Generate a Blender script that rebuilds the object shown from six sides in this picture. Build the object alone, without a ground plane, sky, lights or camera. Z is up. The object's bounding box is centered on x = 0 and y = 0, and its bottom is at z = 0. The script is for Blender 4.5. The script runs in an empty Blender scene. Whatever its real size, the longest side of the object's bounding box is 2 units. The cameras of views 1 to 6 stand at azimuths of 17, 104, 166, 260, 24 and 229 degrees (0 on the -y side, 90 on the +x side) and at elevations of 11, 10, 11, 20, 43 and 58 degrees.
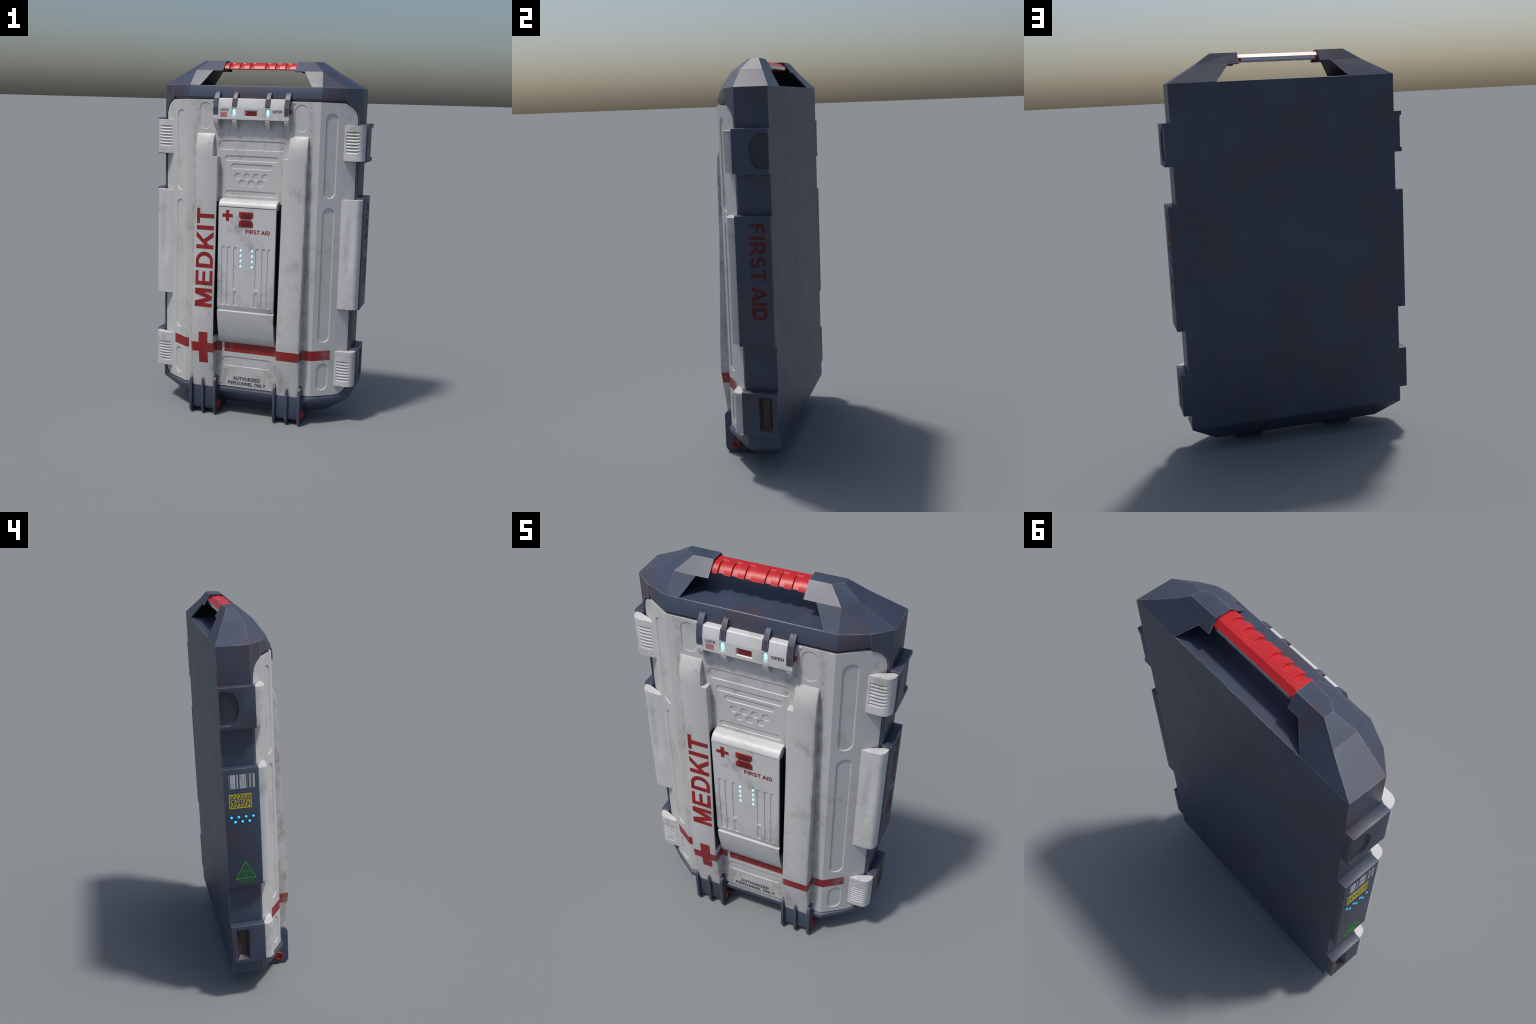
import bpy, bmesh, math
from mathutils import Vector, Matrix

# ------------------------------------------------------------------ helpers
COL = bpy.context.scene.collection


def empty(name, parent=None):
    o = bpy.data.objects.new(name, None)
    o.empty_display_size = 0.1
    COL.objects.link(o)
    o.parent = parent
    return o


def finish(me, angle=30):
    bm = bmesh.new()
    bm.from_mesh(me)
    bmesh.ops.recalc_face_normals(bm, faces=bm.faces)
    bm.to_mesh(me)
    bm.free()
    if angle is None:
        return
    for p in me.polygons:
        p.use_smooth = True
    me.set_sharp_from_angle(angle=math.radians(angle))


def add(name, verts, faces, mat, parent, bevel=0.0, angle=30, seg=2, cut=None, fix=True):
    me = bpy.data.meshes.new(name)
    me.from_pydata([tuple(v) for v in verts], [], faces)
    if fix:
        finish(me, None)
    o = bpy.data.objects.new(name, me)
    COL.objects.link(o)
    mods = False
    if cut is not None:
        cm = bpy.data.meshes.new("cutter")
        cm.from_pydata([tuple(v) for v in cut[0]], [], cut[1])
        finish(cm, None)
        c = bpy.data.objects.new("cutter", cm)
        COL.objects.link(c)
        b = o.modifiers.new("cut", "BOOLEAN")
        b.operation, b.object, b.solver = "DIFFERENCE", c, "EXACT"
        mods = True
    if bevel:
        b = o.modifiers.new("bevel", "BEVEL")
        b.width, b.segments, b.limit_method, b.angle_limit = bevel, seg, "ANGLE", math.radians(28)
        b.use_clamp_overlap = True
        mods = True
    if mods:
        dg = bpy.context.evaluated_depsgraph_get()
        new = bpy.data.meshes.new_from_object(o.evaluated_get(dg))
        o.modifiers.clear()
        o.data = new
        new.name = name
        if cut is not None:
            bpy.data.objects.remove(c)
    finish(o.data, angle)
    o.data.materials.clear()
    o.data.materials.append(mat)
    o.parent = parent
    return o


class Pile:
    """collects several solids into one vertex / face list"""

    def __init__(self):
        self.v, self.f = [], []

    def solid(self, verts, faces):
        n = len(self.v)
        self.v += [Vector(v) for v in verts]
        self.f += [tuple(i + n for i in f) for f in faces]
        return self

    def rings(self, rings, caps=True):
        v, f = loft(rings, caps)
        return self.solid(v, f)

    def box(self, x0, x1, y0, y1, z0, z1):
        return self.rings([[(x0, y0, z), (x1, y0, z), (x1, y1, z), (x0, y1, z)] for z in (z0, z1)])

    def out(self):
        return self.v, self.f


def loft(rings, caps=True):
    """closed rings joined one to the next, with end caps"""
    n = len(rings[0])
    v = [p for r in rings for p in r]
    f = []
    for k in range(len(rings) - 1):
        for i in range(n):
            j = (i + 1) % n
            f.append((k * n + i, k * n + j, (k + 1) * n + j, (k + 1) * n + i))
    if caps:
        f.append(tuple(range(n))[::-1])
        f.append(tuple(range((len(rings) - 1) * n, len(rings) * n)))
    return v, f


def mirror_x(verts, s):
    return [(s * p[0], p[1], p[2]) for p in verts]


def capsule(hu, hw, steps=10):
    """stadium outline with half sizes hu, hw"""
    r = min(hu, hw)
    pts = []
    for q, (cu, cw) in enumerate(((hu - r, hw - r), (-(hu - r), hw - r), (-(hu - r), -(hw - r)), (hu - r, -(hw - r)))):
        for k in range(steps + 1):
            a = math.pi / 2 * (q + k / steps)
            pts.append((cu + r * math.cos(a), cw + r * math.sin(a)))
    out = []
    for p in pts:
        if not out or (Vector(p) - Vector(out[-1])).length > 1e-6:
            out.append(p)
    if (Vector(out[0]) - Vector(out[-1])).length < 1e-6:
        out.pop()
    return out


def rect(hu, hw):
    return [(hu, hw), (-hu, hw), (-hu, -hw), (hu, -hw)]


class Frame:
    """flat drawing plane: origin, two axes in the plane and the outward normal"""

    def __init__(self, o, u, w, n):
        self.o, self.u, self.w, self.n = Vector(o), Vector(u).normalized(), Vector(w).normalized(), Vector(n).normalized()

    def at(self, a, b, h=0.0):
        return self.o + self.u * a + self.w * b + self.n * h


def pocket(pile, fr, cu, cw, shape, hu, hw, depth, draft, lift=0.004):
    """tapered cutter that sinks a shallow pocket into the plane of fr"""
    rings = []
    for h, off in ((lift, 0.0), (0.0, 0.0), (-depth, draft)):
        rings.append([fr.at(cu + a, cw + b, h) for a, b in shape(hu - off, hw - off)])
    pile.rings(rings)


def plate(pile, fr, outline, h0, h1):
    pile.rings([[fr.at(a, b, h) for a, b in outline] for h in (h0, h1)])


def ring_plate(pile, fr, outer, inner, h0, h1):
    """flat frame between two outlines with the same number of points"""
    n = len(outer)
    v = [fr.at(a, b, h) for h in (h0, h1) for o in (outer, inner) for a, b in o]
    f = []
    for i in range(n):
        j = (i + 1) % n
        O0, I0, O1, I1 = 0, n, 2 * n, 3 * n
        f += [(O0 + i, O0 + j, O1 + j, O1 + i), (I0 + j, I0 + i, I1 + i, I1 + j),
              (O1 + i, O1 + j, I1 + j, I1 + i), (O0 + j, O0 + i, I0 + i, I0 + j)]
    pile.solid(v, f)


def bar(x0, y0, x1, y1):
    return [(x0, y0), (x1, y0), (x1, y1), (x0, y1)]


def bow(cx, cy, rx, ry, a0, a1, tx=0.20, ty=0.17, steps=14):
    """band between two ellipses from angle a0 to a1 (degrees)"""
    out, inn = [], []
    for k in range(steps + 1):
        a = math.radians(a0 + (a1 - a0) * k / steps)
        out.append((cx + rx * math.cos(a), cy + ry * math.sin(a)))
        inn.append((cx + (rx - tx) * math.cos(a), cy + (ry - ty) * math.sin(a)))
    return out + inn[::-1]


# bold sans capitals drawn from bars, slanted bars and bows; cap height 1; (advance, pieces)
GLYPH = {
    " ": (0.36, []),
    "A": (1.00, [[(0.0, 0), (0.22, 0), (0.60, 1), (0.385, 1)], [(0.78, 0), (1.0, 0), (0.615, 1), (0.40, 1)], bar(0.22, 0.22, 0.78, 0.385)]),
    "C": (1.00, [bow(0.50, 0.5, 0.44, 0.515, 38, 322, 0.205, 0.175, 24)]),
    "D": (1.00, [bar(0.09, 0, 0.295, 1), bar(0.09, 0, 0.47, 0.17), bar(0.09, 0.83, 0.47, 1), bow(0.45, 0.5, 0.48, 0.5, -90, 90, 0.205, 0.17, 18)]),
    "E": (0.93, [bar(0.09, 0, 0.295, 1), bar(0.09, 0, 0.87, 0.17), bar(0.09, 0.43, 0.81, 0.595), bar(0.09, 0.83, 0.85, 1)]),
    "F": (0.85, [bar(0.09, 0, 0.295, 1), bar(0.09, 0.42, 0.72, 0.585), bar(0.09, 0.83, 0.79, 1)]),
    "H": (1.00, [bar(0.09, 0, 0.295, 1), bar(0.705, 0, 0.91, 1), bar(0.2, 0.43, 0.8, 0.60)]),
    "I": (0.39, [bar(0.09, 0, 0.30, 1)]),
    "K": (1.00, [bar(0.09, 0, 0.295, 1), [(0.29, 0.24), (0.29, 0.52), (0.72, 1), (0.98, 1)], [(0.38, 0.50), (0.53, 0.64), (1.0, 0.0), (0.74, 0.0)]]),
    "L": (0.85, [bar(0.09, 0, 0.295, 1), bar(0.09, 0, 0.81, 0.17)]),
    "M": (1.16, [bar(0.09, 0, 0.28, 1), bar(0.88, 0, 1.07, 1), [(0.09, 1), (0.38, 1), (0.67, 0), (0.485, 0)], [(1.07, 1), (0.78, 1), (0.49, 0), (0.675, 0)]]),
    "N": (1.00, [bar(0.09, 0, 0.285, 1), bar(0.715, 0, 0.91, 1), [(0.09, 1), (0.29, 1), (0.91, 0), (0.71, 0)]]),
    "O": (1.08, [bow(0.54, 0.5, 0.49, 0.515, -90, 90, 0.21, 0.175, 18), bow(0.54, 0.5, 0.49, 0.515, 90, 270, 0.21, 0.175, 18)]),
    "P": (0.93, [bar(0.09, 0, 0.295, 1), bar(0.09, 0.83, 0.55, 1), bar(0.09, 0.37, 0.55, 0.54), bow(0.55, 0.685, 0.325, 0.315, -90, 90, 0.205, 0.165)]),
    "R": (1.00, [bar(0.09, 0, 0.295, 1), bar(0.09, 0.83, 0.60, 1), bar(0.09, 0.41, 0.60, 0.575), bow(0.60, 0.705, 0.315, 0.295, -90, 90, 0.205, 0.165), [(0.40, 0.45), (0.62, 0.47), (1.0, 0), (0.755, 0)]]),
    "S": (0.93, [bow(0.46, 0.725, 0.385, 0.29, 25, 270, 0.205, 0.165, 20), bow(0.47, 0.275, 0.40, 0.29, -155, 90, 0.205, 0.165, 20)]),
    "T": (0.85, [bar(0.32, 0, 0.53, 1), bar(0.03, 0.83, 0.82, 1)]),
    "U": (1.00, [bar(0.09, 0.38, 0.295, 1), bar(0.705, 0.38, 0.91, 1), bow(0.50, 0.40, 0.41, 0.415, -180, 0, 0.205, 0.18, 18)]),
    "V": (0.93, [[(0.0, 1), (0.22, 1), (0.56, 0), (0.36, 0)], [(0.93, 1), (0.71, 1), (0.37, 0), (0.57, 0)]]),
    "Y": (0.93, [bar(0.36, 0, 0.57, 0.48), [(0.0, 1), (0.24, 1), (0.57, 0.44), (0.36, 0.38)], [(0.93, 1), (0.69, 1), (0.36, 0.44), (0.57, 0.38)]]),
    "Z": (0.85, [bar(0.03, 0, 0.81, 0.17), bar(0.06, 0.83, 0.80, 1), [(0.03, 0.12), (0.26, 0.12), (0.80, 0.88), (0.57, 0.88)]]),
    "7": (0.85, [bar(0.06, 0.80, 0.78, 1), [(0.20, 0), (0.42, 0), (0.78, 0.86), (0.56, 0.86)]]),
    "-": (0.6, [bar(0.05, 0.30, 0.55, 0.48)]),
}


def lettering(name, words, fr, u0, u1, w0, w1, mat, parent, thick=0.0012, bend=None):
    """words as thin raised letters filling the box u0..u1, w0..w1 of the frame"""
    lines = words.split("\n")
    wide = max(sum(GLYPH[c][0] for c in ln) for ln in lines) - 0.12
    step = 1.42
    tall = 1.0 + step * (len(lines) - 1)
    su, sw = (u1 - u0) / wide, (w1 - w0) / tall
    pl = Pile()
    for r, ln in enumerate(lines):
        x = -(sum(GLYPH[c][0] for c in ln) - 0.12) / 2 - 0.06
        for c in ln:
            for k, piece in enumerate(GLYPH[c][1]):
                h = thick + 0.00006 * k
                out = [((u0 + u1) / 2 + (x + a) * su, w1 - (r * step + 1.0 - b) * sw) for a, b in piece]
                plate(pl, fr, out, -0.001, h)
            x += GLYPH[c][0]
    v, f = pl.out()
    if bend:
        v = [bend(p) for p in v]
    o = add(name, v, f, mat, parent, angle=None)
    o["kind"] = "stuff"
    return o


# ---------------------------------------------------------------- materials
class Mat:
    def __init__(self, name):
        self.m = bpy.data.materials.new(name)
        self.m.use_nodes = True
        self.t = self.m.node_tree
        self.b = self.t.nodes["Principled BSDF"]
        self.co = self.t.nodes.new("ShaderNodeTexCoord").outputs["Object"]

    def node(self, kind, **kw):
        n = self.t.nodes.new(kind)
        for k, v in kw.items():
            if k in n.inputs:
                self.put(v, n.inputs[k])
            else:
                setattr(n, k, v)
        return n

    def put(self, v, sock):
        if isinstance(v, bpy.types.NodeSocket):
            self.t.links.new(v, sock)
        elif isinstance(v, (tuple, list)) and len(v) == 3 and sock.type == "RGBA":
            sock.default_value = (*v, 1)
        else:
            sock.default_value = v

    def math(self, op, a, b=0.0, clamp=False):
        n = self.t.nodes.new("ShaderNodeMath")
        n.operation, n.use_clamp = op, clamp
        self.put(a, n.inputs[0])
        self.put(b, n.inputs[1])
        return n.outputs[0]

    def noise(self, scale, detail=4, rough=0.6, stretch=None, shift=(0, 0, 0)):
        mp = self.t.nodes.new("ShaderNodeMapping")
        self.t.links.new(self.co, mp.inputs["Vector"])
        mp.inputs["Location"].default_value = shift
        if stretch:
            mp.inputs["Scale"].default_value = stretch
        n = self.t.nodes.new("ShaderNodeTexNoise")
        self.t.links.new(mp.outputs[0], n.inputs["Vector"])
        n.inputs["Scale"].default_value, n.inputs["Detail"].default_value, n.inputs["Roughness"].default_value = scale, detail, rough
        return n.outputs["Fac"]

    def step(self, v, lo, hi, top=1.0):
        n = self.t.nodes.new("ShaderNodeMapRange")
        n.interpolation_type = "SMOOTHSTEP"
        self.put(v, n.inputs[0])
        n.inputs[1].default_value, n.inputs[2].default_value, n.inputs[3].default_value, n.inputs[4].default_value = lo, hi, 0, top
        return n.outputs[0]

    def mix(self, fac, a, b):
        n = self.t.nodes.new("ShaderNodeMix")
        n.data_type = "RGBA"
        self.put(fac, n.inputs[0])
        self.put(a, n.inputs[6])
        self.put(b, n.inputs[7])
        return n.outputs[2]

    def edge(self, radius):
        """1 on convex and concave edges, through the Bevel node"""
        bv = self.t.nodes.new("ShaderNodeBevel")
        bv.samples = 6
        bv.inputs["Radius"].default_value = radius
        g = self.t.nodes.new("ShaderNodeNewGeometry")
        d = self.t.nodes.new("ShaderNodeVectorMath")
        d.operation = "DOT_PRODUCT"
        self.t.links.new(bv.outputs[0], d.inputs[0])
        self.t.links.new(g.outputs["Normal"], d.inputs[1])
        return self.math("SUBTRACT", 1.0, d.outputs["Value"]), bv.outputs[0]

    def xyz(self):
        s = self.t.nodes.new("ShaderNodeSeparateXYZ")
        self.t.links.new(self.co, s.inputs[0])
        return s.outputs

    def inside(self, v, lo, hi):
        return self.math("MULTIPLY", self.math("GREATER_THAN", v, lo), self.math("LESS_THAN", v, hi))

    def box(self, x0, x1, z0, z1):
        s = self.xyz()
        return self.math("MULTIPLY", self.inside(s[0], x0, x1), self.inside(s[2], z0, z1))

    def end(self, colour, rough, spec=0.5, metallic=0.0, normal=None):
        self.put(colour, self.b.inputs["Base Color"])
        self.put(rough, self.b.inputs["Roughness"])
        self.put(spec, self.b.inputs["Specular IOR Level"])
        self.b.inputs["Metallic"].default_value = metallic
        if normal is not None:
            self.put(normal, self.b.inputs["Normal"])
        return self.m


NAVY = (0.037, 0.050, 0.086)
WHITE = (0.472, 0.470, 0.472)
RED_PRINT = (0.245, 0.010, 0.012)


def navy_material(name, wear=1.0, base=NAVY, rough=0.45, recess=()):
    m = Mat(name)
    tone = m.noise(3.2, 3, 0.55)
    c = m.mix(m.step(tone, 0.38, 0.62), tuple(x * 0.92 for x in base), tuple(x * 1.12 for x in base))
    rust = m.step(m.noise(4.5, 4, 0.6, shift=(3, 1, 7)), 0.49, 0.66, 0.62)
    c = m.mix(rust, c, (0.062, 0.040, 0.052))
    e, nrm = m.edge(0.0042)
    p = m.xyz()
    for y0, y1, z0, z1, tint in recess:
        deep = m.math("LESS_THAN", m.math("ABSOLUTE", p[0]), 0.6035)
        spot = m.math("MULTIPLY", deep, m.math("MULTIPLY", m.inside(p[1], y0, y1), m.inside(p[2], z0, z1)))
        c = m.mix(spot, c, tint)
    worn = m.math("MULTIPLY", m.step(e, 0.004, 0.04), m.step(m.noise(17, 5, 0.7), 0.36, 0.58, 0.75 * wear), True)
    c = m.mix(worn, c, (0.30, 0.26, 0.26))
    r = m.math("ADD", rough - 0.06, m.math("MULTIPLY", m.noise(9, 4), 0.12))
    _, soft = m.edge(0.0012)
    return m.end(c, r, 0.5, normal=soft)


def white_material(name, stripes=(), grime=1.0, base=WHITE, dark_band_x=(), channels=()):
    m = Mat(name)
    c = m.mix(m.step(m.noise(2.2, 3), 0.35, 0.65), tuple(x * 0.97 for x in base), tuple(x * 1.04 for x in base))
    for box in stripes:
        c = m.mix(m.box(*box), c, RED_PRINT)
    smear = m.math("MULTIPLY", m.step(m.noise(5.0, 6, 0.65, shift=(1.3, 0, 4.2)), 0.49, 0.68), m.step(m.noise(34, 6, 0.75, (1, 1, 0.6)), 0.34, 0.60))
    c = m.mix(m.math("MULTIPLY", smear, 0.62 * grime), c, (0.21, 0.20, 0.19))
    p = m.xyz()
    ax = m.math("ABSOLUTE", p[0])
    for x0, reach in dark_band_x:
        near = m.math("SUBTRACT", 1.0, m.step(m.math("ABSOLUTE", m.math("SUBTRACT", ax, x0)), 0.0, reach))
        grain = m.step(m.noise(16, 7, 0.75, (1, 1, 0.7), (7, 2, 1)), 0.40, 0.68)
        c = m.mix(m.math("MULTIPLY", m.math("MULTIPLY", near, grain), 0.75), c, (0.20, 0.175, 0.155))
    for x0, x1, z0, z1 in channels:  # gap shadow beside the door, painted near-black into the white
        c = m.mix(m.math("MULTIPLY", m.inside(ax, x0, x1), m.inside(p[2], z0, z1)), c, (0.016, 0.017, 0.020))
    scratch = m.math("MULTIPLY", m.step(m.noise(22, 7, 0.8, (0.35, 0.35, 2.6), (0, 0, 2)), 0.57, 0.70), m.step(m.noise(3.5, 2, shift=(5, 5, 5)), 0.48, 0.62))
    c = m.mix(m.math("MULTIPLY", scratch, 0.5 * grime), c, (0.20, 0.19, 0.18))
    e, nrm = m.edge(0.0022)
    worn = m.math("MULTIPLY", m.step(e, 0.03, 0.25), m.step(m.noise(30, 5, 0.7), 0.45, 0.65, 0.35 * grime), True)
    c = m.mix(worn, c, (0.30, 0.27, 0.25))
    r = m.math("ADD", 0.36, m.math("MULTIPLY", m.noise(12, 5), 0.18))
    return m.end(c, r, 0.5, normal=nrm)


def plain(name, colour, rough=0.5, spec=0.5, metallic=0.0, vary=0.15, scale=20):
    m = Mat(name)
    c = m.mix(m.step(m.noise(scale, 4), 0.35, 0.65), tuple(x * (1 - vary) for x in colour), tuple(min(1, x * (1 + vary)) for x in colour))
    return m.end(c, rough, spec, metallic)


def red_rubber(name):
    m = Mat(name)
    c = m.mix(m.step(m.noise(9, 4), 0.35, 0.65), (0.43, 0.010, 0.013), (0.50, 0.013, 0.016))
    e, nrm = m.edge(0.0024)
    worn = m.math("MULTIPLY", m.step(e, 0.01, 0.10), m.step(m.noise(40, 4, 0.6), 0.38, 0.58, 0.55), True)
    c = m.mix(worn, c, (0.72, 0.26, 0.25))
    return m.end(c, 0.42, 0.5)


def glow(name, colour, strength):
    m = Mat(name)
    m.b.inputs["Emission Color"].default_value = (*colour, 1)
    m.b.inputs["Emission Strength"].default_value = strength
    return m.end(colour, 0.3)


STRIPE_Z = (0.374, 0.430)
M_NAVY = navy_material("navy_polymer")
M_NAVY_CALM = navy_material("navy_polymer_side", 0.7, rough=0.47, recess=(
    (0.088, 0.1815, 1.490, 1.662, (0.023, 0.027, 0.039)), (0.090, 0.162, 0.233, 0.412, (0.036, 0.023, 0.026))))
M_INNER = plain("dark_hollow", (0.008, 0.010, 0.014), 0.6)  # navy darkened almost to black: occlusion inside the arms baked into colour
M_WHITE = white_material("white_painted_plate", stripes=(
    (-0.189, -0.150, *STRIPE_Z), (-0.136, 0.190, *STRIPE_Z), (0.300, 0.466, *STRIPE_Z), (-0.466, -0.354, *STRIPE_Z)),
    dark_band_x=((0.322, 0.030), (0.176, 0.030)), channels=((0.150, 0.186, 0.462, 1.236),))
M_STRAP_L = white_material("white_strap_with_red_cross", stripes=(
    (-0.330, -0.180, 0.374, 0.431), (-0.271, -0.217, 0.308, 0.492)), dark_band_x=((0.315, 0.014),), channels=((0.10, 0.1852, 0.47, 1.236),))
M_STRAP_R = white_material("white_strap_with_red_band", stripes=((0.180, 0.330, 0.373, 0.428),), dark_band_x=((0.315, 0.014),), channels=((0.10, 0.1852, 0.47, 1.236),))
M_PALE = white_material("white_moulded_plastic", base=(0.51, 0.51, 0.517))
M_BAR = white_material("white_lock_bar", grime=0.6, base=(0.55, 0.55, 0.557))
M_RED_PRINT = plain("red_print", RED_PRINT, 0.5, 0.4)
M_DARK_RED_PRINT = plain("dim_red_print", (0.10, 0.009, 0.012), 0.55, 0.3)
M_BLACK_PRINT = plain("black_print", (0.045, 0.047, 0.05), 0.6, 0.3)
M_RED = red_rubber("red_rubber")
M_RED_GROOVE = plain("red_dark_slit", (0.055, 0.004, 0.006), 0.5)
M_RED_PIN = plain("red_pin", (0.20, 0.010, 0.012), 0.4)
M_CHROME = plain("polished_strip", (0.52, 0.46, 0.48), 0.14, 0.5, 1.0, 0.04)
M_PINK = plain("faded_pink_print", (0.40, 0.17, 0.17), 0.6, 0.3)
M_PINK_MARK = plain("faded_pale_print", (0.46, 0.32, 0.32), 0.6, 0.3)
M_DISPLAY = plain("red_display", (0.27, 0.012, 0.014), 0.35, vary=0.25, scale=120)
M_DIGIT = plain("dark_display_digits", (0.035, 0.004, 0.006), 0.4)
M_LAMP = glow("pale_blue_lamp", (0.33, 0.80, 1.0), 1.15)
M_LAMP_SIDE = glow("blue_lamp", (0.035, 0.42, 0.92), 0.9)
M_LAMP_RIM = plain("lamp_socket", (0.02, 0.022, 0.03), 0.4)
M_DOOR_SIDE = plain("black_door_side", (0.014, 0.015, 0.018), 0.5)
M_CODE = plain("grey_white_print", (0.42, 0.43, 0.46), 0.5, 0.3)
M_CODE_DIM = plain("dim_grey_print", (0.15, 0.16, 0.19), 0.5, 0.3)
M_YELLOW = plain("yellow_print", (0.50, 0.43, 0.016), 0.5, 0.3, vary=0.2, scale=60)
M_GREEN = plain("green_print", (0.028, 0.27, 0.020), 0.5, 0.3)
M_GREEN_DIM = plain("dim_green_print", (0.022, 0.20, 0.018), 0.5, 0.3)

# --------------------------------------------------------------------- case
case = empty("medical_case")
case["label"] = "upright white and navy first-aid case with red carry handle"
case["category"] = "medical case"

# ---- navy shell: a loft through level sections of the right half, mirrored
LEVELS = [  # z, side x, back y, side-front y, knee (x, y), bend (x, y)
    (0.050, 0.438, 0.118, 0.030, (0.402, 0.000), (0.351, -0.037)),
    (0.135, 0.566, 0.182, 0.020, (0.487, -0.048), (0.374, -0.131)),
    (0.157, 0.566, 0.182, 0.020, (0.487, -0.048), (0.374, -0.131)),
    (0.168, 0.566, 0.182, 0.020, (0.487, -0.024), (0.370, -0.105)),
    (1.789, 0.566, 0.182, 0.020, (0.487, -0.024), (0.370, -0.105)),
    (1.802, 0.566, 0.182, 0.020, (0.487, -0.045), (0.373, -0.119)),
    (1.864, 0.566, 0.182, 0.020, (0.487, -0.047), (0.373, -0.097)),
]
rings = []
for z, xs, yb, sf, k, b in LEVELS:
    half = [(xs, yb), (xs, sf), k, b]
    rings.append([(x, y, z) for x, y in half] + [(-x, y, z) for x, y in half[::-1]])
v, f = loft(rings)
add("shell", v, f, M_NAVY, case, bevel=0.0015, seg=1)

# ---- top frame: two hollow arms that carry the handle
frame = empty("top_frame", case)
P = {
    "A": (0.566, 0.020, 1.864), "B": (0.566, 0.182, 1.864), "C": (0.373, -0.097, 1.864), "D": (0.487, -0.047, 1.864),
    "T1": (0.204, 0.085, 2.0), "T2": (0.204, 0.021, 2.0), "T3": (0.338, 0.086, 2.0), "T4": (0.338, 0.049, 2.0), "T5": (0.296, 0.021, 2.0),
    "M6": (0.418, 0.016, 1.947), "M7": (0.419, 0.121, 1.946), "L1": (0.358, -0.039, 1.946), "L2": (0.259, -0.040, 1.946), "L3": (0.204, -0.039, 1.946),
    "Hf": (0.314, -0.097, 1.864), "Hb": (0.333, 0.182, 1.864), "L4": (0.204, 0.1225, 1.946), "L5": (0.258, 0.1225, 1.946),
}
ARM = [("T1", "T2", "T5", "T4", "T3"), ("T2", "L3", "L2", "L1", "T5"), ("L2", "Hf", "C", "L1"), ("T5", "L1", "M6", "T4"),
       ("L1", "C", "D"), ("L1", "D", "A", "M6"), ("T4", "M6", "M7", "T3"), ("M6", "A", "B", "M7"),
       ("T3", "M7", "B", "Hb", "L5", "L4", "T1")]
keys = list(P)
for s in (1, -1):
    me = bpy.data.meshes.new("frame_arm")
    me.from_pydata(mirror_x([P[k] for k in keys], s), [], [tuple(keys.index(k) for k in fc)[::s] for fc in ARM])
    bm = bmesh.new()
    bm.from_mesh(me)
    bmesh.ops.recalc_face_normals(bm, faces=bm.faces)
    # the open shell: make sure the top looks up, then thicken inwards
    bm.faces.ensure_lookup_table()
    up = max(bm.faces, key=lambda q: q.calc_center_median().z)
    if up.normal.z < 0:
        bmesh.ops.reverse_faces(bm, faces=bm.faces)
    bm.to_mesh(me)
    bm.free()
    o = bpy.data.objects.new("frame_arm", me)
    COL.objects.link(o)
    md = o.modifiers.new("wall", "SOLIDIFY")
    md.thickness, md.offset, md.use_even_offset = 0.006, -1, True
    md.material_offset = 1
    md.material_offset_rim = 0
    me.materials.append(M_NAVY)
    me.materials.append(M_INNER)
    dg = bpy.context.evaluated_depsgraph_get()
    o.data = bpy.data.meshes.new_from_object(o.evaluated_get(dg))
    o.modifiers.clear()
    for p in o.data.polygons:
        p.use_smooth = False
    o.parent = frame
    # the inner side of the arm is closed by a wall blackened for its deep shade, under and behind the socket
    q = {"L2": (0.259, -0.036, 1.946), "Hf": (0.316, -0.092, 1.8645), "Hb": (0.335, 0.178, 1.8645), "L5": (0.258, 0.118, 1.946), "L3": (0.2065, -0.034, 1.9465), "L4": (0.2065, 0.117, 1.9465)}
    wall = [q["L3"], q["L2"], q["Hf"], q["Hb"], q["L5"], q["L4"]]
    vv = mirror_x(wall + [(x + 0.006, y * 0.98, z + 0.003) for x, y, z in wall], s)
    add("arm_wall", vv, [(0, 1, 4, 5), (1, 2, 3, 4), (6, 7, 10, 11), (7, 8, 9, 10), (0, 1, 7, 6), (1, 2, 8, 7), (2, 3, 9, 8), (3, 4, 10, 9), (4, 5, 11, 10), (5, 0, 6, 11)], M_INNER, frame, angle=None)
    # thin near-black plate on the floor inside the arm
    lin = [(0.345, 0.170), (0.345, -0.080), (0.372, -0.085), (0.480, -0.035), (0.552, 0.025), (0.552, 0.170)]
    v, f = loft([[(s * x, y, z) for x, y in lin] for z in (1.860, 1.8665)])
    add("arm_dark_floor", v, f, M_INNER, frame)

# ---- carry handle: grip with finger notches and a bright strip along its back
handle = empty("carry_handle", case)
GRIP = [(0.0990, 1.9555), (0.0970, 1.9735), (0.0755, 1.9897), (0.055, 1.990), (0.051, 1.990), (0.027, 1.990), (0.011, 1.9815), (-0.003, 1.970), (-0.010, 1.957), (0.010, 1.953)]
NOTCH = [(0.0990, 1.9555), (0.0970, 1.9735), (0.0755, 1.9897), (0.055, 1.990), (0.051, 1.985), (0.0305, 1.982), (0.016, 1.973), (0.005, 1.963), (-0.001, 1.9565), (0.010, 1.954)]
stations = [(-0.232, GRIP)]
for a, b in ((-0.177, -0.152), (-0.118, -0.093), (-0.059, -0.035), (0.028, 0.052), (0.085, 0.109), (0.143, 0.168)):
    stations += [(a - 0.0015, GRIP), (a + 0.001, NOTCH), (b - 0.001, NOTCH), (b + 0.0015, GRIP)]
stations.append((0.232, GRIP))
v, f = loft([[(x, y, z) for y, z in sec] for x, sec in stations])
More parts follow.
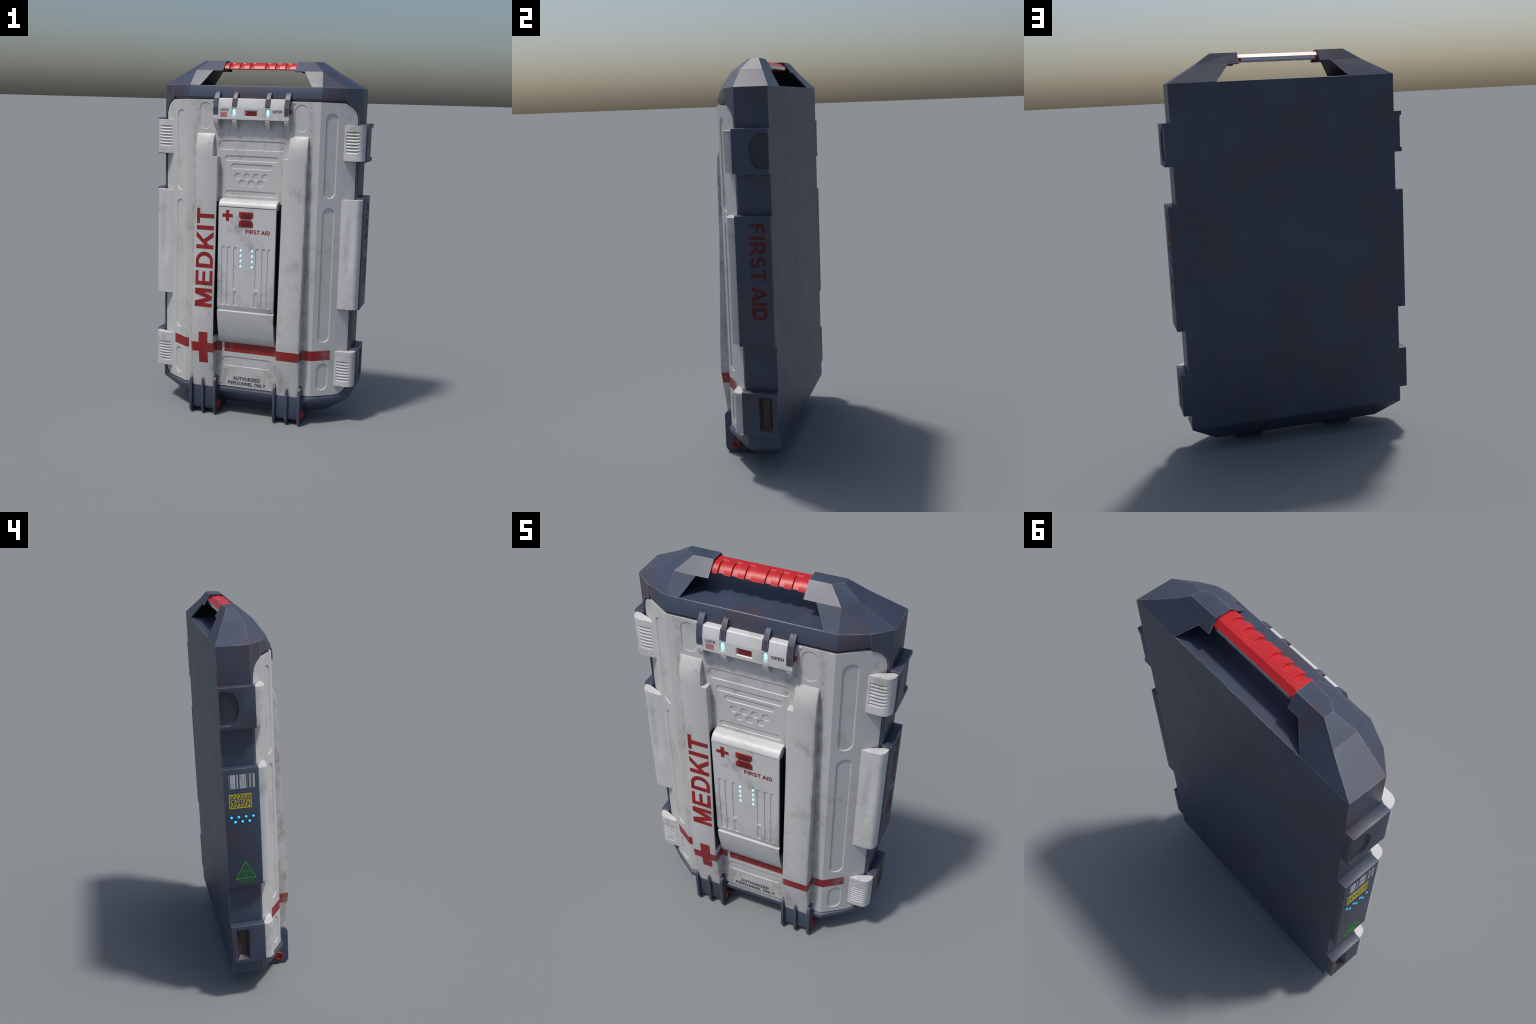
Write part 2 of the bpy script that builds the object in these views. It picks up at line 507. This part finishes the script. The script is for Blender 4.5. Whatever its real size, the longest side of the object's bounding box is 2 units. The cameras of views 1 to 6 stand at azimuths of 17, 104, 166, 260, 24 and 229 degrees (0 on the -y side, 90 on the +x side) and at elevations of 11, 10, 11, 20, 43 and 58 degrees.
add("grip", v, f, M_RED, handle, angle=33)
strip = [(0.092, 1.9570), (0.0998, 1.9568), (0.0982, 1.9722), (0.090, 1.9722)]
v, f = loft([[(x, y, z) for y, z in strip] for x in (-0.187, 0.187)])
add("grip_strip", v, f, M_CHROME, handle)
for s in (1, -1):
    pl = Pile()
    pl.rings([[(s * x, y, z) for y, z in ((0.099, 1.962), (0.082, 1.994), (0.022, 1.994), (-0.018, 1.958), (0.0, 1.950), (0.10, 1.950))] for x in (0.214, 0.228)])
    add("grip_socket", *pl.out(), M_INNER, handle)

# ---- white front plate
KNEE, EDGE = (0.487, -0.042), (0.550, 0.0115)


def front_y(x):
    x = abs(x)
    if x <= 0.374:
        return -0.119
    if x <= KNEE[0]:
        t = (x - 0.374) / (KNEE[0] - 0.374)
        return -0.119 + t * (KNEE[1] + 0.119)
    t = (x - KNEE[0]) / (EDGE[0] - KNEE[0])
    return KNEE[1] + t * (EDGE[1] - KNEE[1])


TOP_CORNER = [(0.374, 1.787), (0.487, 1.784), (0.510, 1.773), (0.527, 1.758), (0.538, 1.742), (0.545, 1.722), (0.549, 1.700), (0.550, 1.675)]
LOW_CORNER = [(0.550, 0.230), (0.547, 0.208), (0.541, 0.193), (0.532, 0.182), (0.521, 0.174), (0.506, 0.168), (0.487, 0.166), (0.374, 0.167)]
right = TOP_CORNER + LOW_CORNER
# navy rim that frames the plate along its sides and corners
inner = [(x + 0.0042, z + (0.0045 if z > 1 else -0.0035)) for x, z in right[1:-1]]
rim = [(0.5657, 1.8638), (0.4872, 1.8638)] + inner + [(0.487, 0.150), (0.5655, 0.142)]
for s in (1, -1):
    v, f = loft([[(s * x, -0.0470 + (x - 0.487) * 0.843 + d, z) for x, z in rim] for d in (0.0, 0.020)])
    add("shell_rim", v, f, M_NAVY, case)
outline = right + [(-x, z) for x, z in right[::-1]]
n = len(outline)
verts = [(x, front_y(x), z) for x, z in outline] + [(x * 0.992, front_y(x) + 0.030, min(max(z, 0.170), 1.783)) for x, z in outline]
idx = {p: i for i, p in enumerate(outline)}


def strip_face(keep):
    return [i for i, p in enumerate(outline) if keep(p[0])]


fr_faces = []
for off in (0, n):
    flat = strip_face(lambda x: abs(x) <= 0.3741)
    ch_r = strip_face(lambda x: 0.3739 <= x <= 0.4871)
    si_r = strip_face(lambda x: x >= 0.4869)
    ch_l = strip_face(lambda x: -0.4871 <= x <= -0.3739)
    si_l = strip_face(lambda x: x <= -0.4869)
    for fc in (flat, ch_r, si_r, ch_l, si_l):
        fr_faces.append(tuple(i + off for i in fc))
for i in range(n):
    j = (i + 1) % n
    fr_faces.append((i, j, n + j, n + i))
FRONT = Frame((0, -0.119, 0), (1, 0, 0), (0, 0, 1), (0, -1, 0))
cut = Pile()
for hx, zc, hz in ((0.191, 1.546, 0.026), (0.154, 1.4755, 0.0145), (0.1175, 1.4315, 0.0145), (0.1465, 1.2845, 0.0145), (0.1485, 0.318, 0.028)):
    pocket(cut, FRONT, 0, zc, capsule, hx, hz, 0.003, 0.002)
for x, z in ((-0.0775, 1.3785), (-0.026, 1.3785), (0.026, 1.3785), (0.0775, 1.3785), (-0.052, 1.341), (0.0, 1.341), (0.052, 1.341)):
    pocket(cut, FRONT, x, z, capsule, 0.0178, 0.0178, 0.003, 0.002)
for s in (1, -1):
    pocket(cut, FRONT, s * 0.270, 1.7005, capsule, 0.0355, 0.0715, 0.0025, 0.0018)
    a, b = Vector((s * 0.374, -0.119, 0)), Vector((s * KNEE[0], KNEE[1], 0))
    u = (b - a).normalized()
    CH = Frame(a, u, (0, 0, 1), (s * -u.y * -1 if False else u.y * s, -abs(u.x), 0))
    uc = (0.429 - 0.374) / abs(u.x)
    for z0, z1 in ((1.279, 1.731), (0.477, 1.229), (0.199, 0.356)):
        pocket(cut, CH, uc, (z0 + z1) / 2, capsule, 0.035, (z1 - z0) / 2, 0.0045, 0.004)
plate_obj = add("front_plate", verts, fr_faces, M_WHITE, case, cut=cut.out(), angle=25)
plate_obj.data.validate()
screws = Pile()
for x, z in ((-0.229, 1.779), (0.228, 1.779), (-0.157, 0.187), (0.163, 0.187), (0.340, 0.187), (-0.340, 0.187)):
    rr = []
    for r, h in ((0.0065, -0.002), (0.0065, 0.001), (0.0045, 0.003), (0.001, 0.0035)):
        rr.append([FRONT.at(x + r * math.cos(t * math.tau / 12), z + r * math.sin(t * math.tau / 12), h) for t in range(12)])
    screws.rings(rr)
add("plate_screw", *screws.out(), M_WHITE, case, angle=50)["kind"] = "stuff"

# ---- straps
STRAP = [(1.608, -0.117), (1.600, -0.124), (1.585, -0.132), (1.565, -0.141), (1.545, -0.148), (1.520, -0.1525), (1.483, -0.154), (1.30, -0.1565), (1.15, -0.159),
         (1.00, -0.164), (0.85, -0.170), (0.70, -0.1765), (0.60, -0.1805), (0.52, -0.1825), (0.43, -0.183), (0.36, -0.1745), (0.30, -0.167), (0.23, -0.159), (0.165, -0.1525)]


def strap_y(z):
    for (z1, y1), (z0, y0) in zip(STRAP, STRAP[1:]):
        if z0 <= z <= z1:
            return y0 + (y1 - y0) * (z - z0) / (z1 - z0)
    return STRAP[0][1] if z > 1 else STRAP[-1][1]


for s, mat in ((1, M_STRAP_R), (-1, M_STRAP_L)):
    rings = []

    def section(z, y, xi):
        c = min(0.0055, (abs(y) - 0.115) * 0.4)
        return [(s * x, yy, z) for x, yy in ((0.3175, -0.112), (0.3168, y + c), (0.3152, y + c * 0.35), (0.3115, y), (xi + c, y), (xi + c * 0.3, y + c * 0.35), (xi, y + c), (xi, -0.112))]
    for z, y in STRAP:
        if abs(z - 1.483) < 1e-6:
            rings.append(section(z, y, 0.2125))
            rings.append(section(z - 0.0005, y, 0.1845))
        else:
            rings.append(section(z, y, 0.2125 if z > 1.483 else 0.1845))
    v, f = loft(rings)
    add("strap", v, f, mat, case, angle=28)

STRAP_PLANE = Frame((-0.2475, 0, 0), (0, 0, 1), (-1, 0, 0), (0, -1, 0))
lettering("strap_lettering", "MEDKIT", STRAP_PLANE, 0.636, 1.192, -0.0505, 0.0505, M_RED_PRINT, case,
          bend=lambda p: Vector((p.x, strap_y(p.z) + p.y, p.z)))

# ---- access door between the straps
door = empty("access_door", case)
DOOR = [(-0.110, 1.2535), (-0.145, 1.252), (-0.158, 1.248), (-0.169, 1.240), (-0.177, 1.2295), (-0.181, 1.219), (-0.181, 1.2160), (-0.172, 1.2150), (-0.172, 1.2120), (-0.180, 1.211),
        (-0.180, 0.658), (-0.170, 0.632), (-0.171, 0.6285), (-0.1805, 0.6265), (-0.178, 0.605), (-0.172, 0.565), (-0.163, 0.522), (-0.152, 0.484), (-0.143, 0.452), (-0.137, 0.443), (-0.110, 0.436)]
v, f = loft([[(x, y, z) for y, z in DOOR] for x in (-0.164, 0.164)])
DF = Frame((0, -0.180, 0), (1, 0, 0), (0, 0, 1), (0, -1, 0))
cut = Pile()
for s in (1, -1):
    for x in (0.1315, 0.100):
        pocket(cut, DF, s * x, (0.996 + 0.662) / 2, capsule, 0.0105, (0.996 - 0.662) / 2, 0.003, 0.002)
    pocket(cut, DF, s * 0.063, (0.994 + 0.759) / 2, capsule, 0.0105, (0.994 - 0.759) / 2, 0.003, 0.002)
    pocket(cut, DF, s * 0.0595, (0.745 + 0.662) / 2, capsule, 0.0105, (0.745 - 0.662) / 2, 0.003, 0.002)
    for k in range(4):
        pocket(cut, DF, s * 0.0328, 0.980 - 0.0297 * k, capsule, 0.0095, 0.0095, 0.004, 0.003)
add("door_panel", v, f, M_PALE, door, cut=cut.out(), angle=28)
pl = Pile()
pl.box(-0.1652, 0.1652, -0.170, -0.112, 0.560, 1.205)
add("door_dark_sides", *pl.out(), M_DOOR_SIDE, door)
lamp_mesh = None
for s in (1, -1):
    for k in range(4):
        x, z = s * 0.0328, 0.980 - 0.0297 * k
        if lamp_mesh is None:
            rr = []
            for r, h in ((0.0056, -0.005), (0.0056, -0.003), (0.004, -0.0014), (0.002, -0.0008)):
                rr.append([DF.at(r * math.cos(t * math.tau / 16), r * math.sin(t * math.tau / 16), h) for t in range(16)])
            lv, lf = loft(rr)
            o = add("indicator_lamp", lv, lf, M_LAMP, door, angle=60)
            lamp_mesh = o.data
        else:
            o = bpy.data.objects.new("indicator_lamp", lamp_mesh)
            COL.objects.link(o)
            o.parent = door
        o.location = (x, 0, z)
# door marks
cross = [(-0.009, 0.030), (0.009, 0.030), (0.009, 0.009), (0.030, 0.009), (0.030, -0.009), (0.009, -0.009), (0.009, -0.030), (-0.009, -0.030), (-0.009, -0.009), (-0.030, -0.009), (-0.030, 0.009), (-0.009, 0.009)]
pl = Pile()
plate(pl, DF, [(a - 0.1115, b + 1.167) for a, b in cross], -0.001, 0.001)
add("cross_mark", *pl.out(), M_RED_PRINT, door)
pl = Pile()
half = [(-0.0405, 0.0385), (-0.038, 0.041), (0.038, 0.041), (0.0405, 0.0385), (0.0405, 0.0175), (0.0375, 0.0125), (0.0300, 0.0045), (0.0265, 0.0028), (-0.0265, 0.0028), (-0.0300, 0.0045), (-0.0375, 0.0125), (-0.0405, 0.0175)]
for s in (1, -1):
    plate(pl, DF, [(a - 0.0055, 1.150 + s * b) for a, b in half], -0.001, 0.003)
add("bandage_badge", *pl.out(), M_RED_PRINT, door, bevel=0.0015)
pl = Pile()
for s in (1, -1):
    for b in (0.0090, 0.0170, 0.0250, 0.0330):
        plate(pl, DF, [(a - 0.0045, 1.150 + s * b + c) for a, c in rect(0.0255, 0.0021)], 0.002, 0.0035)
add("badge_slit", *pl.out(), M_RED_GROOVE, door)["kind"] = "stuff"
lettering("door_lettering", "FIRST AID", DF, -0.007, 0.1315, 1.074, 1.0955, M_RED_PRINT, door)
lettering("plate_lettering", "AUTHORIZED\nPERSONNEL ONLY", FRONT, -0.111, 0.113, 0.181, 0.2305, M_BLACK_PRINT, case)

# ---- lock bar with four ribs
lock = empty("lock_bar", case)
BAR = [(-0.112, 1.797), (-0.141, 1.797), (-0.1455, 1.794), (-0.1585, 1.750), (-0.1585, 1.685), (-0.154, 1.683), (-0.112, 1.690)]
v, f = loft([[(x, y, z) for y, z in BAR] for x in (-0.211, 0.211)])
BF = Frame((0, -0.1585, 0), (1, 0, 0), (0, 0, 1), (0, -1, 0))
cut = Pile()
for s in (1, -1):
    pocket(cut, BF, s * 0.0945, 1.7235, capsule, 0.0125, 0.0235, 0.005, 0.004)
pocket(cut, BF, 0.0015, 1.718, rect, 0.036, 0.0175, 0.006, 0.004)
# slots for the two inner ribs
for s in (1, -1):
    cut.rings([[(s * 0.0925 + d, y, z) for y, z in ((-0.20, 1.7485), (-0.20, 1.82), (-0.125, 1.82), (-0.125, 1.7485))] for d in (-0.0145, 0.0145)])
add("bar_body", v, f, M_BAR, lock, cut=cut.out(), angle=28)
for s in (1, -1):
    pl = Pile()
    rr = [[BF.at(s * 0.0945 + a, 1.7235 + b, h) for a, b in capsule(0.0068 - e, 0.0165 - e)] for h, e in ((-0.007, 0), (-0.003, 0), (-0.0015, 0.002))]
    pl.rings(rr)
    add("lock_lamp", *pl.out(), M_LAMP, lock, angle=60)
    pl = Pile()
    rr = []
    for r, x in ((0.0125, 0.209), (0.0125, 0.2155), (0.009, 0.2195), (0.003, 0.221)):
        rr.append([(s * x, -0.136 + r * math.cos(t * math.tau / 20), 1.732 + r * math.sin(t * math.tau / 20)) for t in range(20)])
    pl.rings(rr)
    add("lock_button", *pl.out(), M_RED_PIN, lock, angle=50)
pl = Pile()
plate(pl, BF, [(a + 0.0015, b + 1.718) for a, b in rect(0.0305, 0.0122)], -0.008, -0.003)
add("display", *pl.out(), M_DISPLAY, lock, bevel=0.001)
lettering("display_digits", "-777", Frame((0, -0.1555, 0), (1, 0, 0), (0, 0, 1), (0, -1, 0)), -0.024, 0.026, 1.710, 1.727, M_DIGIT, lock, thick=0.0008)
lettering("bar_lettering", "LOCK", BF, -0.172, -0.126, 1.7285, 1.742, M_BLACK_PRINT, lock, thick=0.0008)
lettering("bar_lettering", "OPEN", BF, 0.121, 0.175, 1.7245, 1.739, M_BLACK_PRINT, lock, thick=0.0008)
pl = Pile()
plate(pl, BF, [(-0.1525 + a, 1.7095 + b) for a, b in rect(0.0185, 0.0125)], -0.001, 0.0007)
add("faded_sticker", *pl.out(), M_PINK, lock)
lettering("sticker_mark", "HLAC", BF, -0.168, -0.138, 1.705, 1.714, M_PINK_MARK, lock, thick=0.0011)

RIB_TOP = [(-0.095, 1.832), (-0.113, 1.832), (-0.121, 1.828), (-0.134, 1.815), (-0.147, 1.796), (-0.1605, 1.751)]
for x in (-0.198, 0.198):
    sec = RIB_TOP + [(-0.1605, 1.709), (-0.150, 1.709), (-0.120, 1.78), (-0.095, 1.80)]
    v, f = loft([[(x + d, y, z) for y, z in sec] for d in (-0.0138, 0.0138)])
    add("lock_rib", v, f, M_NAVY, lock, bevel=0.0009, seg=1, angle=12)
for x in (-0.0925, 0.0925):
    sec = RIB_TOP[:-1] + [(-0.1585, 1.752), (-0.150, 1.752), (-0.120, 1.78), (-0.095, 1.80)]
    v, f = loft([[(x + d, y, z) for y, z in sec] for d in (-0.0112, 0.0112)])
    add("lock_rib", v, f, M_NAVY, lock, bevel=0.0009, seg=1, angle=12)
for x in (-0.198, -0.0925, 0.0925, 0.198):
    sec = [(-0.1575, 1.690), (-0.1565, 1.675), (-0.151, 1.659), (-0.139, 1.642), (-0.125, 1.632), (-0.115, 1.629), (-0.110, 1.70)]
    v, f = loft([[(x + d, y, z) for y, z in sec] for d in (-0.0128, 0.0128)])
    add("lock_bracket", v, f, M_PALE, lock, bevel=0.0008, seg=1, angle=12)

# ---- side latches: navy block + white cheek, three on each side
BLOCKS = (("upper", 1.474, 1.679), ("middle", 0.659, 1.282), ("lower", 0.214, 0.431))
CHEEK = [(0.486, -0.030), (0.4865, -0.037), (0.489, -0.0405), (0.520, -0.0420), (0.545, -0.0425), (0.562, -0.0415), (0.575, -0.0375), (0.584, -0.0315), (0.591, -0.0225), (0.5955, -0.011), (0.598, 0.004), (0.598, 0.020)]


def scoop(t):
    return max(0.0, min(1.0, t)) ** 2 * (3 - 2 * max(0.0, min(1.0, t)))


for s in (1, -1):
    side = empty("side_latch_row", case)
    for kind, z0, z1 in BLOCKS:
        OUT = Frame((s * 0.606, 0, 0), (0, 1, 0), (0, 0, 1), (s, 0, 0))
        pl = Pile()
        xs = sorted((s * 0.562, s * 0.606))
        pl.box(xs[0], xs[1], 0.0095, 0.1825, z0, z1)
        cut = None
        if kind == "upper":
            cut = Pile()
            zc = (1.494 + 1.658) / 2
            outl = []
            for k in range(19):
                a = math.pi / 2 + math.pi * k / 18
                outl.append((0.145 + 0.054 * math.cos(a), zc + 0.082 * math.sin(a)))
            rr = []
            for h, e in ((0.004, 0.0), (0.0, 0.0), (-0.0095, 0.005)):
                q = [(0.145 + (a - 0.145) * (1 - e / 0.054), zc + (b - zc) * (1 - e / 0.082)) for a, b in outl]
                q += [(0.20, q[-1][1]), (0.20, q[0][1])]
                rr.append([OUT.at(a, b, h) for a, b in q])
            cut.rings(rr)
            cut = cut.out()
        elif kind == "lower":
            cut = Pile()
            for_r = ((0.004, 0.126, 0.0340, 0.0875), (0.0, 0.126, 0.0340, 0.0875), (-0.026, 0.124, 0.0175, 0.0715))
            cut.rings([[OUT.at(c + a, 0.3225 + b, h) for a, b in rect(hu, hw)] for h, c, hu, hw in for_r])
            cut = cut.out()
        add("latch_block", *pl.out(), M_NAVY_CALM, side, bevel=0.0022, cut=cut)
        # white cheek with a scooped face on the long one, louvres on the short ones
        za, zb = z0 + 0.0075, z1 - 0.009
        if kind == "middle":
            zs = [za + (zb - za) * k / 60 for k in range(61)]
        else:
            zs = [za, zb]
        rr = []
        prof = CHEEK if kind != "middle" else [CHEEK[0], CHEEK[1], CHEEK[2]] + [(0.489 + 0.086 * k / 16, -0.0405 - 0.002 * math.sin(math.pi * k / 16) + 0.003 * (k / 16) ** 3) for k in range(1, 17)] + CHEEK[7:]
        for z in zs:
            ring = []
            for x, y in prof:
                if kind == "middle" and 0.49 < x < 0.59:
                    t = (z - za) / (zb - za)
                    open_ = scoop((1.0 - t) / 0.42) * scoop((t - 0.24) / 0.22)
                    wide = 0.008 + 0.014 * open_
                    y += 0.008 * open_ * math.exp(-((x - 0.5415) / wide) ** 2)
                ring.append((s * x, y, z))
            rr.append(ring)
        v, f = loft(rr)
        cut = None
        if kind != "middle":
            cut = Pile()
            top = 1.636 if kind == "upper" else 0.365
            for k in range(7):
                zt = top - 0.0168 * k
                tri = ((-0.052, zt + 0.001), (-0.0345, zt - 0.001), (-0.0435, zt - 0.0155), (-0.052, zt - 0.018))
                cut.rings([[(s * x, y, z) for y, z in tri] for x in (0.500, 0.577)])
            cut = cut.out()
        add("latch_cheek", v, f, M_PALE, side, angle=30, cut=cut, bevel=0.0 if kind == "middle" else 0.0)

# right side wording
RIGHT = Frame((0.606, 0, 0), (0, 0, -1), (0, 1, 0), (1, 0, 0))
lettering("side_lettering", "FIRST AID", RIGHT, -1.248, -0.789, 0.080, 0.151, M_DARK_RED_PRINT, case)

# left side marks
LEFT = Frame((-0.606, 0, 0), (0, -1, 0), (0, 0, 1), (-1, 0, 0))
BARS = ((-0.159, 0.006, 0), (-0.150, 0.008, 1), (-0.141, 0.004, 1), (-0.136, 0.010, 1), (-0.120, 0.007, 1), (-0.105, 0.007, 1), (-0.097, 0.004, 1), (-0.092, 0.010, 1), (-0.080, 0.006, 1),
        (-0.071, 0.005, 0), (-0.058, 0.006, 1), (-0.051, 0.004, 0), (-0.046, 0.004, 0), (-0.040, 0.009, 1))
for tone, mat in ((1, M_CODE), (0, M_CODE_DIM)):
    pl = Pile()
    for u, w, t in BARS:
        if t == tone:
            plate(pl, LEFT, [(u, 1.181), (u + w, 1.181), (u + w, 1.252), (u, 1.252)], -0.001, 0.0008)
    add("barcode", *pl.out(), mat, case)["kind"] = "stuff"
pl = Pile()
LC = (-0.1055, 1.116)
ring_plate(pl, LEFT, [(a + LC[0], b + LC[1]) for a, b in rect(0.0555, 0.0365)], [(a + LC[0], b + LC[1]) for a, b in rect(0.0505, 0.0315)], -0.001, 0.0008)
for row in (1, -1):
    lo, hi = (0.0135, 0.029) if row > 0 else (-0.029, -0.0135)
    for k in range(6):
        a = -0.055 + k * 0.0178
        q = [(a, lo), (a + 0.0095, lo), (a + 0.0215, hi), (a + 0.012, hi)]
        q = [(max(-0.0485, min(0.0485, x)), y) for x, y in q]
        plate(pl, LEFT, [(x + LC[0], y + LC[1]) for x, y in q], -0.001, 0.0008)
add("caution_label", *pl.out(), M_YELLOW, case)["kind"] = "stuff"
lettering("label_lettering", "CAUTION", LEFT, LC[0] - 0.046, LC[0] + 0.048, LC[1] - 0.0105, LC[1] + 0.0105, M_YELLOW, case, thick=0.0008)
lamps = [(0.153 - 0.036 * k, 1.034) for k in range(4)] + [(0.1345 - 0.0352 * k, 1.0095) for k in range(3)]
for y, z in lamps:
    pl = Pile()
    circ = [(math.cos(t * math.tau / 20), math.sin(t * math.tau / 20)) for t in range(20)]
    pl.rings([[LEFT.at(-y + r * a, z + r * b, h) for a, b in circ] for r, h in ((0.0115, -0.002), (0.0115, 0.0006), (0.0095, 0.0008), (0.008, 0.0006))])
    add("lamp_socket", *pl.out(), M_LAMP_RIM, case, angle=40)
    pl = Pile()
    pl.rings([[LEFT.at(-y + r * a, z + r * b, h) for a, b in circ] for r, h in ((0.0068, 0.0), (0.0068, 0.0012), (0.005, 0.0018), (0.0015, 0.002))])
    add("side_lamp", *pl.out(), M_LAMP_SIDE, case, angle=60)
pl = Pile()
TRI = [(-0.095, 0.797), (-0.1495, 0.699), (-0.0405, 0.699)]
cen = (-0.095, 0.7317)
ring_plate(pl, LEFT, TRI, [(cen[0] + (a - cen[0]) * 0.84, cen[1] + (b - cen[1]) * 0.84) for a, b in TRI], -0.001, 0.0008)
add("warning_triangle", *pl.out(), M_GREEN, case)
pl = Pile()
circ = [(math.cos(t * math.tau / 28), math.sin(t * math.tau / 28)) for t in range(28)]
for k in range(3):
    a = math.pi / 2 + k * math.tau / 3
    c = (-0.095 + 0.0135 * math.cos(a), 0.7315 + 0.0135 * math.sin(a))
    ring_plate(pl, LEFT, [(c[0] + 0.0145 * x, c[1] + 0.0145 * y) for x, y in circ], [(c[0] + 0.0115 * x, c[1] + 0.0115 * y) for x, y in circ], -0.001, 0.0005 + 0.0001 * k)
ring_plate(pl, LEFT, [(-0.095 + 0.0125 * x, 0.7315 + 0.0125 * y) for x, y in circ], [(-0.095 + 0.0105 * x, 0.7315 + 0.0105 * y) for x, y in circ], -0.001, 0.0009)
add("hazard_sign", *pl.out(), M_GREEN_DIM, case)
lettering("hazard_lettering", "CAUTION", LEFT, -0.133, -0.058, 0.677, 0.690, M_GREEN_DIM, case, thick=0.0008)

# ---- hinge feet
for s in (1, -1):
    foot = empty("hinge_foot", case)
    sec = [(-0.100, 0.1655), (-0.1535, 0.1655), (-0.1535, 0.046), (-0.149, 0.032), (-0.138, 0.022), (0.010, 0.018), (0.024, 0.052), (-0.060, 0.090)]
    v, f = loft([[(s * x, y, z) for y, z in sec] for x in (0.176, 0.322)])
    add("hinge_knuckle", v, f, M_NAVY, foot, bevel=0.003)
    sec = [(-0.100, 0.222), (-0.1525, 0.222), (-0.1575, 0.219), (-0.1685, 0.205), (-0.170, 0.200), (-0.170, 0.026), (-0.167, 0.016), (-0.157, 0.003), (-0.152, 0.0), (0.030, 0.0), (0.044, 0.052), (-0.040, 0.090)]
    for x in (0.1775, 0.2495, 0.3210):
        v, f = loft([[(s * (x + d), y, z) for y, z in sec] for d in (-0.0065, 0.0065)])
        add("hinge_plate", v, f, M_NAVY, foot, bevel=0.002)
    for x0, d in ((0.3275, 1), (0.171, -1)):
        rr = []
        for r, h in ((0.0265, -0.003), (0.0265, 0.008), (0.0245, 0.0105), (0.0195, 0.0115), (0.0150, 0.0105), (0.0140, 0.009), (0.0140, 0.002)):
            rr.append([(s * (x0 + d * h), -0.112 + r * math.cos(t * math.tau / 32), 0.050 + r * math.sin(t * math.tau / 32)) for t in range(32)])
        v, f = loft(rr)
        add("hinge_pin", v, f, M_RED_PIN, foot, angle=50)
